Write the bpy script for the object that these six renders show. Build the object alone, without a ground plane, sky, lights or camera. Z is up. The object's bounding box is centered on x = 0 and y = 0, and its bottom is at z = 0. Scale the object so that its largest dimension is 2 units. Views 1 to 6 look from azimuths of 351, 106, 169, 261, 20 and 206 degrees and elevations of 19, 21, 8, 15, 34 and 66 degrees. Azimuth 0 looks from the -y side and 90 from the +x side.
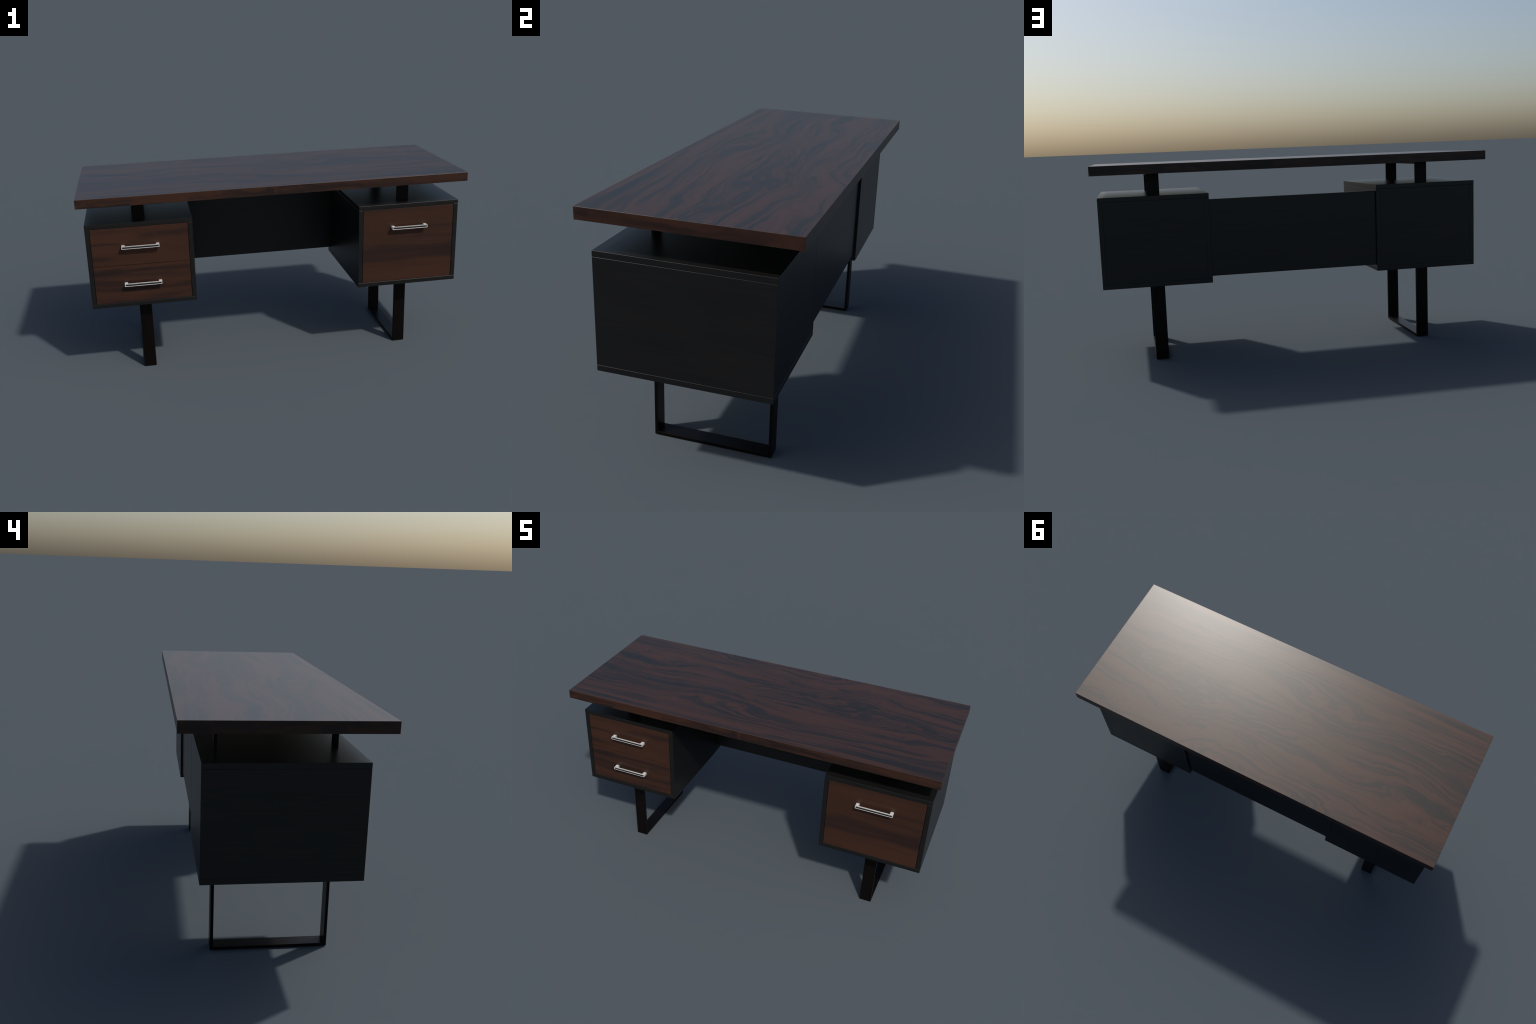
"""Executive writing desk: dark rosewood top floating on two flat-bar loop legs,
two black drawer cabinets, a black modesty panel and square bar pulls."""
import bpy, bmesh
from mathutils import Vector

# ----------------------------------------------------------------------------
# dimensions (metres)
# ----------------------------------------------------------------------------
TOP_X, TOP_Y = 1.0, 0.3872            # half sizes of the desktop
TOP_Z0, TOP_Z1 = 0.9475, 0.9935
CAB_IN, CAB_OUT = 0.4330, 0.9742      # |x| of the cabinets' inner / outer sides
CAB_Z0, CAB_Z1 = 0.3877, 0.8385
CAB_BACK = 0.3030
FRONT_LEFT, FRONT_RIGHT = -0.3038, -0.3427
BOARD = 0.0226                        # board thickness of the cabinets
GAP = 0.0020                          # reveal round the drawer fronts
LEG_X, LEG_HALF_W = 0.7033, 0.0318    # flat bar: centre and half width
LEG_Y, LEG_T = 0.2385, 0.0122         # half depth of the loop, bar thickness
PANEL_BACK, PANEL_T = 0.2915, 0.0226
PANEL_Z0, PANEL_Z1 = 0.4198, 0.8070

for o in list(bpy.data.objects):
    bpy.data.objects.remove(o, do_unlink=True)


# ----------------------------------------------------------------------------
# materials
# ----------------------------------------------------------------------------
class Nodes:
    """Small helper that adds and links shader nodes."""

    def __init__(self, name):
        self.mat = bpy.data.materials.new(name)
        self.mat.use_nodes = True
        self.t = self.mat.node_tree
        self.t.nodes.clear()
        self.out = self.t.nodes.new("ShaderNodeOutputMaterial")
        self.bsdf = self.t.nodes.new("ShaderNodeBsdfPrincipled")
        self.t.links.new(self.bsdf.outputs[0], self.out.inputs[0])

    def put(self, sock, v):
        if isinstance(v, bpy.types.NodeSocket):
            self.t.links.new(v, sock)
        elif v is not None:
            sock.default_value = v

    def coord(self):
        return self.t.nodes.new("ShaderNodeTexCoord").outputs["Object"]

    def mapping(self, vec, scale=(1, 1, 1), loc=(0, 0, 0), rot=(0, 0, 0)):
        n = self.t.nodes.new("ShaderNodeMapping")
        self.put(n.inputs["Vector"], vec)
        n.inputs["Scale"].default_value = scale
        n.inputs["Location"].default_value = loc
        n.inputs["Rotation"].default_value = rot
        return n.outputs[0]

    def noise(self, vec, scale=1.0, detail=3.0, rough=0.5, lac=2.0, dist=0.0, color=False):
        n = self.t.nodes.new("ShaderNodeTexNoise")
        self.put(n.inputs["Vector"], vec)
        n.inputs["Scale"].default_value = scale
        n.inputs["Detail"].default_value = detail
        n.inputs["Roughness"].default_value = rough
        n.inputs["Lacunarity"].default_value = lac
        n.inputs["Distortion"].default_value = dist
        return n.outputs["Color" if color else "Fac"]

    def math(self, op, a, b=None, c=None, clamp=False):
        n = self.t.nodes.new("ShaderNodeMath")
        n.operation = op
        n.use_clamp = clamp
        for i, v in enumerate((a, b, c)):
            if v is not None:
                self.put(n.inputs[i], v)
        return n.outputs[0]

    def vmath(self, op, a, b=None):
        n = self.t.nodes.new("ShaderNodeVectorMath")
        n.operation = op
        self.put(n.inputs[0], a)
        if b is not None:
            self.put(n.inputs[1], b)
        return n.outputs[0]

    def remap(self, v, a, b, c=0.0, d=1.0):
        n = self.t.nodes.new("ShaderNodeMapRange")
        n.interpolation_type = 'SMOOTHSTEP'
        self.put(n.inputs[0], v)
        for i, q in enumerate((a, b, c, d)):
            n.inputs[i + 1].default_value = q
        return n.outputs[0]

    def ramp(self, fac, stops):
        n = self.t.nodes.new("ShaderNodeValToRGB")
        self.put(n.inputs[0], fac)
        el = n.color_ramp.elements
        while len(el) < len(stops):
            el.new(0.5)
        for e, (p, c) in zip(el, stops):
            e.position = p
            e.color = (*c, 1)
        return n.outputs[0]

    def mix(self, fac, a, b):
        n = self.t.nodes.new("ShaderNodeMix")
        n.data_type = 'RGBA'
        self.put(n.inputs[0], fac)
        for s, v in ((n.inputs[6], a), (n.inputs[7], b)):
            self.put(s, (*v, 1) if isinstance(v, tuple) else v)
        return n.outputs[2]

    def split(self, vec):
        n = self.t.nodes.new("ShaderNodeSeparateXYZ")
        self.put(n.inputs[0], vec)
        return n.outputs

    def bump(self, height, strength, distance):
        n = self.t.nodes.new("ShaderNodeBump")
        self.put(n.inputs["Height"], height)
        n.inputs["Strength"].default_value = strength
        n.inputs["Distance"].default_value = distance
        self.put(self.bsdf.inputs["Normal"], n.outputs[0])

    def finish(self, color, rough, **kw):
        self.put(self.bsdf.inputs["Base Color"], (*color, 1) if isinstance(color, tuple) else color)
        self.put(self.bsdf.inputs["Roughness"], rough)
        for k, v in kw.items():
            self.put(self.bsdf.inputs[k.replace("_", " ")], v)
        return self.mat


# deep rosewood: streaks, body, light figure
ROSE_TOP = ((0.0138, 0.0114, 0.0098), (0.0285, 0.0150, 0.0106), (0.0500, 0.0208, 0.0118))
ROSE_FRONT = ((0.0165, 0.0096, 0.0082), (0.0300, 0.0138, 0.0094), (0.0440, 0.0184, 0.0108))
WOOD_ROUGH = 0.345


def rosewood(name, seed, across=1.0, along=1.0, warp=1.0, calm_front=False, lift=0.0, grain_y=False,
             tones=ROSE_FRONT, spec=0.3, veins=0.30):
    """Figured rosewood: long wavering dark streaks in red-brown.

    The grain runs along x (along y with grain_y).  All layers are stretched far
    along the grain and share one warp, so their lines flow side by side."""
    n = Nodes(name)
    c = n.coord()
    p = n.mapping(c, loc=seed, rot=(0, 0, 1.5707963 if grain_y else 0.0))
    w1 = n.noise(n.mapping(p, scale=(1.6 * along, 3.6, 3.6)), 1.0, 1.0, 0.5, color=True)
    w2 = n.noise(n.mapping(p, scale=(5.2 * along, 13.0, 13.0)), 1.0, 2.0, 0.5, color=True)
    w3 = n.noise(n.mapping(p, scale=(17.0 * along, 40.0, 40.0)), 1.0, 1.0, 0.5, color=True)
    half = (0.5, 0.5, 0.5)
    d1 = n.vmath('MULTIPLY', n.vmath('SUBTRACT', w1, half), (0.10, warp * 0.22, warp * 0.06))
    d2 = n.vmath('MULTIPLY', n.vmath('SUBTRACT', w2, half), (0.08, warp * 0.092, warp * 0.030))
    d3 = n.vmath('MULTIPLY', n.vmath('SUBTRACT', w3, half), (0.02, warp * 0.016, warp * 0.008))
    d = n.vmath('ADD', n.vmath('ADD', d1, d2), d3)
    if calm_front:
        # the figure is quiet along the front edge and lively toward the back
        k = n.remap(n.split(c)[1], -0.39, 0.0, 0.10, 1.0)
        # here and there it swirls round a knot, more so on the back right
        swirl = n.remap(n.noise(n.mapping(p, scale=(1.5, 3.2, 1.0), loc=(0.6, 2.2, 0.0)), 1.0, 1.0, 0.5), 0.40, 0.64, 0.65, 1.6)
        k = n.math('MULTIPLY', k, swirl)
        s = n.t.nodes.new("ShaderNodeVectorMath")
        s.operation = 'SCALE'
        n.put(s.inputs[0], d)
        n.put(s.inputs["Scale"], k)
        d = s.outputs[0]
    q = n.vmath('ADD', p, d)
    a = along

    def layer(x, y, loc, detail):
        return n.noise(n.mapping(q, scale=(x * a, y * across, 0.8 * y * across), loc=loc), 1.0, detail, 0.5)

    broad = layer(0.75, 13.0, (0.0, 0.0, 0.0), 2.0)
    v = layer(0.80, 17.0, (7.3, 1.1, 4.2), 2.0)
    streak = layer(1.30, 62.0, (2.1, 9.4, 3.3), 2.5)
    fine = layer(6.0, 190.0, (5.7, 2.4, 8.3), 2.0)
    where = n.remap(layer(1.9, 6.5, (1.9, 6.6, 0.4), 2.0), 0.28, 0.56)
    # thin dark veins follow the mid line of a folded noise and come and go
    vein = n.remap(n.math('ABSOLUTE', n.math('SUBTRACT', v, 0.5)), 0.0, 0.075, 1.0, 0.0)
    tone = n.math('MULTIPLY_ADD', n.math('SUBTRACT', broad, 0.5), 1.25, 0.565 + lift)
    gain = n.math('MULTIPLY_ADD', where, 0.75, 0.62)
    tone = n.math('ADD', tone, n.math('MULTIPLY', n.math('SUBTRACT', streak, 0.5), gain))
    tone = n.math('MULTIPLY_ADD', n.math('SUBTRACT', fine, 0.5), 0.16, tone)
    tone = n.math('SUBTRACT', tone, n.math('MULTIPLY', n.math('MULTIPLY', vein, where), veins))
    dark, mid, light = tones
    col = n.ramp(tone, [(0.20, dark),
                        (0.44, tuple(0.35 * u + 0.65 * w for u, w in zip(dark, mid))),
                        (0.54, tuple(0.40 * u + 0.60 * w for u, w in zip(light, mid))),
                        (0.82, light)])
    return n.finish(col, WOOD_ROUGH, IOR=1.5, Specular_IOR_Level=spec)


def black_laminate(name, color, rough, axis, spec=0.5, seed=(0, 0, 0)):
    """Near-black wood-grain laminate; the faint grain runs along `axis`."""
    n = Nodes(name)
    sc = [150.0, 150.0, 150.0]
    sc[axis] = 6.0
    p = n.mapping(n.coord(), scale=tuple(sc), loc=seed)
    g = n.noise(p, 1.0, 3.0, 0.6)
    sc = [14.0, 14.0, 14.0]
    sc[axis] = 3.0
    b = n.noise(n.mapping(n.coord(), scale=tuple(sc), loc=seed), 1.0, 3.0, 0.5)
    f = n.math('MULTIPLY_ADD', g, 0.6, n.math('MULTIPLY', b, 0.4))
    lo = tuple(c * 0.72 for c in color)
    hi = (color[0] * 1.45, color[1] * 1.25, color[2] * 1.2)
    col = n.ramp(f, [(0.35, lo), (0.50, color), (0.68, hi)])
    return n.finish(col, rough, IOR=1.5, Specular_IOR_Level=spec)


M_TOP = rosewood("rosewood_top", (5.6, 0.35, 2.9), 1.45, 1.0, 1.0, calm_front=True,
                 lift=0.04, tones=ROSE_TOP, spec=0.5)
M_EDGE = rosewood("rosewood_front_edge", (6.3, 4.4, 0.9), 0.8, 1.3, 0.8, lift=0.05, veins=0.36)
M_END = rosewood("rosewood_end_edge", (1.7, 7.7, 3.2), 0.8, 1.5, 0.8, lift=0.06, grain_y=True)
M_FRONT = [rosewood("rosewood_front_a", (0.4, 2.3, 5.1), 0.62, 0.9, 0.48, lift=0.05, veins=0.24),
           rosewood("rosewood_front_b", (4.7, 1.9, 8.6), 0.52, 0.8, 0.42, lift=0.05, veins=0.22),
           rosewood("rosewood_front_c", (9.2, 3.3, 2.4), 0.46, 0.6, 0.36, lift=0.05, veins=0.22)]
BLACK = (0.0066, 0.0063, 0.0061)
M_BLACK_X = black_laminate("black_laminate_long_grain", BLACK, 0.37, 0, 0.40)
M_BLACK_Y = black_laminate("black_laminate_deep_grain", BLACK, 0.37, 1, 0.40)
M_LEG = black_laminate("black_brown_leg", (0.0030, 0.0019, 0.0017), 0.36, 2, 0.15)

_n = Nodes("brushed_nickel")
_g = _n.noise(_n.mapping(_n.coord(), scale=(30, 900, 900)), 1.0, 2.0, 0.5)
M_METAL = _n.finish(_n.ramp(_g, [(0.3, (0.68, 0.67, 0.66)), (0.7, (0.74, 0.73, 0.72))]), 0.35, Metallic=0.15)
M_DARK_STRIP = Nodes("black_strip").finish((0.010, 0.010, 0.010), 0.45)


# ----------------------------------------------------------------------------
# geometry helpers
# ----------------------------------------------------------------------------
def link(name, bm, mat, parent, origin=(0, 0, 0), bevel=0.0, segments=2):
    """Bake a world-space bmesh into an object whose origin sits at `origin`."""
    bmesh.ops.recalc_face_normals(bm, faces=bm.faces[:])
    if bevel > 0:
        sharp = [e for e in bm.edges if len(e.link_faces) == 2 and e.calc_face_angle() > 0.5]
        bmesh.ops.bevel(bm, geom=sharp, offset=bevel, offset_type='OFFSET', segments=segments,
                        profile=0.5, affect='EDGES', clamp_overlap=True)
    bmesh.ops.recalc_face_normals(bm, faces=bm.faces[:])
    bmesh.ops.translate(bm, verts=bm.verts[:], vec=-Vector(origin))
    me = bpy.data.meshes.new(name)
    bm.to_mesh(me)
    bm.free()
    me.materials.append(mat)
    ob = bpy.data.objects.new(name, me)
    bpy.context.scene.collection.objects.link(ob)
    place(ob, parent, origin)
    return ob


def place(ob, parent, origin):
    base = Vector((0, 0, 0))
    p = parent
    while p is not None:
        base += p.location
        p = p.parent
    ob.parent = parent
    ob.location = Vector(origin) - base


def add_box(bm, lo, hi):
    lo, hi = Vector(lo), Vector(hi)
    r = bmesh.ops.create_cube(bm, size=1.0)
    for v in r["verts"]:
        v.co = Vector([(lo[i] + hi[i]) / 2 + v.co[i] * (hi[i] - lo[i]) for i in range(3)])
    return r["verts"]


def box(name, lo, hi, mat, parent, bevel=0.0013):
    bm = bmesh.new()
    add_box(bm, lo, hi)
    c = tuple((a + b) / 2 for a, b in zip(lo, hi))
    ob = link(name, bm, mat, parent, c, bevel)
    # bevelled edges shade smoothly while the big faces stay flat
    for f in ob.data.polygons:
        f.use_smooth = True
    m = ob.modifiers.new("weighted", 'WEIGHTED_NORMAL')
    m.keep_sharp = False
    return ob


def extrude_outline(bm, pts, to3d, a, b):
    """Prism over a closed 2D outline; to3d(u, v, w) maps into space."""
    va = [bm.verts.new(to3d(u, v, a)) for u, v in pts]
    vb = [bm.verts.new(to3d(u, v, b)) for u, v in pts]
    n = len(pts)
    bm.faces.new(va)
    bm.faces.new(vb[::-1])
    for i in range(n):
        j = (i + 1) % n
        bm.faces.new((va[i], vb[i], vb[j], va[j]))


# ----------------------------------------------------------------------------
# the desk
# ----------------------------------------------------------------------------
desk = bpy.data.objects.new("writing_desk", None)
bpy.context.scene.collection.objects.link(desk)
desk["label"] = "long dark rosewood desk with two black drawer cabinets on loop legs"
desk["category"] = "office desk"

desktop = box("desktop", (-TOP_X, -TOP_Y, TOP_Z0), (TOP_X, TOP_Y, TOP_Z1), M_TOP, desk, 0.0012)
# the upright faces have their own grain pattern and a browner tone than the top
desktop.data.materials.append(M_EDGE)
desktop.data.materials.append(M_END)
for f in desktop.data.polygons:
    if abs(f.normal.z) < 0.3:
        f.material_index = 1 if abs(f.normal.y) > abs(f.normal.x) else 2


def loop_leg(cx):
    """Flat steel bar bent into a closed upright loop that carries the top."""
    bm = bmesh.new()
    y0, y1, z0, z1 = -LEG_Y, LEG_Y, 0.0, TOP_Z0 - 0.0004
    t = LEG_T
    outer = [(y0, z0), (y1, z0), (y1, z1), (y0, z1)]
    inner = [(y0 + t, z0 + t), (y1 - t, z0 + t), (y1 - t, z1 - t), (y0 + t, z1 - t)]
    ring = []
    for x in (cx - LEG_HALF_W, cx + LEG_HALF_W):
        ring.append(([bm.verts.new((x, y, z)) for y, z in outer],
                     [bm.verts.new((x, y, z)) for y, z in inner]))
    (oa, ia), (ob_, ib) = ring
    for i in range(4):
        j = (i + 1) % 4
        bm.faces.new((oa[i], oa[j], ia[j], ia[i]))
        bm.faces.new((ob_[j], ob_[i], ib[i], ib[j]))
        bm.faces.new((oa[j], oa[i], ob_[i], ob_[j]))
        bm.faces.new((ia[i], ia[j], ib[j], ib[i]))
    ob = link("leg", bm, M_LEG, desk, (cx, 0, 0), 0.0008)
    for f in ob.data.polygons:
        f.use_smooth = True
    ob.modifiers.new("weighted", 'WEIGHTED_NORMAL')
    return ob


for sx in (-1, 1):
    loop_leg(sx * LEG_X)


def cabinet(x0, x1, yf):
    """Open carcass: back board with top, bottom and two sides round it."""
    z0, z1, b = CAB_Z0, CAB_Z1, BOARD
    e = 0.0002                                  # hairline between butted boards
    root = box("cabinet", (x0 + b + e, CAB_BACK - b, z0 + b + e),
               (x1 - b - e, CAB_BACK - 0.0004, z1 - b - e), M_BLACK_X, desk, 0.0008)
    box("top_board", (x0, yf, z1 - b), (x1, CAB_BACK, z1), M_BLACK_X, root)
    box("bottom_board", (x0, yf, z0), (x1, CAB_BACK, z0 + b), M_BLACK_X, root)
    box("side_board", (x0, yf, z0 + b + e), (x0 + b, CAB_BACK, z1 - b - e), M_BLACK_Y, root)
    box("side_board", (x1 - b, yf, z0 + b + e), (x1, CAB_BACK, z1 - b - e), M_BLACK_Y, root)
    return root


HANDLE_W, HANDLE_OUT, HANDLE_H = 0.1908, 0.0286, 0.0138
POST_W, BAR_T = 0.0162, 0.0078


def bar_pull(parent, cx, yf, cz):
    """Square U-shaped pull with a black strip along the front face."""
    hw, hh = HANDLE_W / 2, HANDLE_H / 2
    yo = yf - HANDLE_OUT                        # front of the bar
    yi = yo + BAR_T                             # back of the bar
    rim, rim_end, deep = 0.0028, 0.0034, 0.0016
    bm = bmesh.new()
    u = [(-hw, yf), (-hw, yo), (hw, yo), (hw, yf), (hw - POST_W, yf), (hw - POST_W, yi),
         (-hw + POST_W, yi), (-hw + POST_W, yf)]
    extrude_outline(bm, u, lambda x, y, z: (cx + x, y, cz + z), -hh, hh)
    # let the groove into the front face
    bm.faces.ensure_lookup_table()
    front = [f for f in bm.faces if all(abs(v.co.y - yo) < 1e-6 for v in f.verts)]
    r = bmesh.ops.inset_region(bm, faces=front, thickness=rim, use_even_offset=True)
    for v in front[0].verts:
        v.co.y += deep
        side = 1 if v.co.x > cx else -1
        v.co.x = cx + side * (hw - rim_end)
    h = link("handle", bm, M_METAL, parent, (cx, yf, cz), 0.0006, 2)
    ow, oh = hw - rim_end - 0.0002, hh - rim - 0.0002
    box("handle_dark_strip", (cx - ow, yo + 0.0005, cz - oh), (cx + ow, yo + deep + 0.0004, cz + oh),
        M_DARK_STRIP, parent, 0.0)
    return h


def drawer(x0, x1, yf, z0, z1, cz, mat):
    ob = box("drawer", (x0, yf + 0.0006, z0), (x1, yf + 0.0200, z1), mat, desk, 0.0004)
    bar_pull(ob, (x0 + x1) / 2, yf + 0.0006, cz)
    return ob


# left cabinet: two drawers; right cabinet: one deep file drawer, set further forward
DX = BOARD + GAP
DZ0, DZ1 = CAB_Z0 + BOARD + 0.0015, CAB_Z1 - BOARD - 0.0015
SPLIT = 0.6128
cabinet(-CAB_OUT, -CAB_IN, FRONT_LEFT)
drawer(-CAB_OUT + DX, -CAB_IN - DX, FRONT_LEFT, SPLIT + 0.0012, DZ1, 0.7145, M_FRONT[0])
drawer(-CAB_OUT + DX, -CAB_IN - DX, FRONT_LEFT, DZ0, SPLIT - 0.0012, 0.5131, M_FRONT[1])
cabinet(CAB_IN, CAB_OUT, FRONT_RIGHT)
drawer(CAB_IN + DX, CAB_OUT - DX, FRONT_RIGHT, DZ0, DZ1, 0.7140, M_FRONT[2])

box("modesty_panel", (-CAB_IN + 0.0003, PANEL_BACK - PANEL_T, PANEL_Z0),
    (CAB_IN - 0.0003, PANEL_BACK, PANEL_Z1), M_BLACK_X, desk)
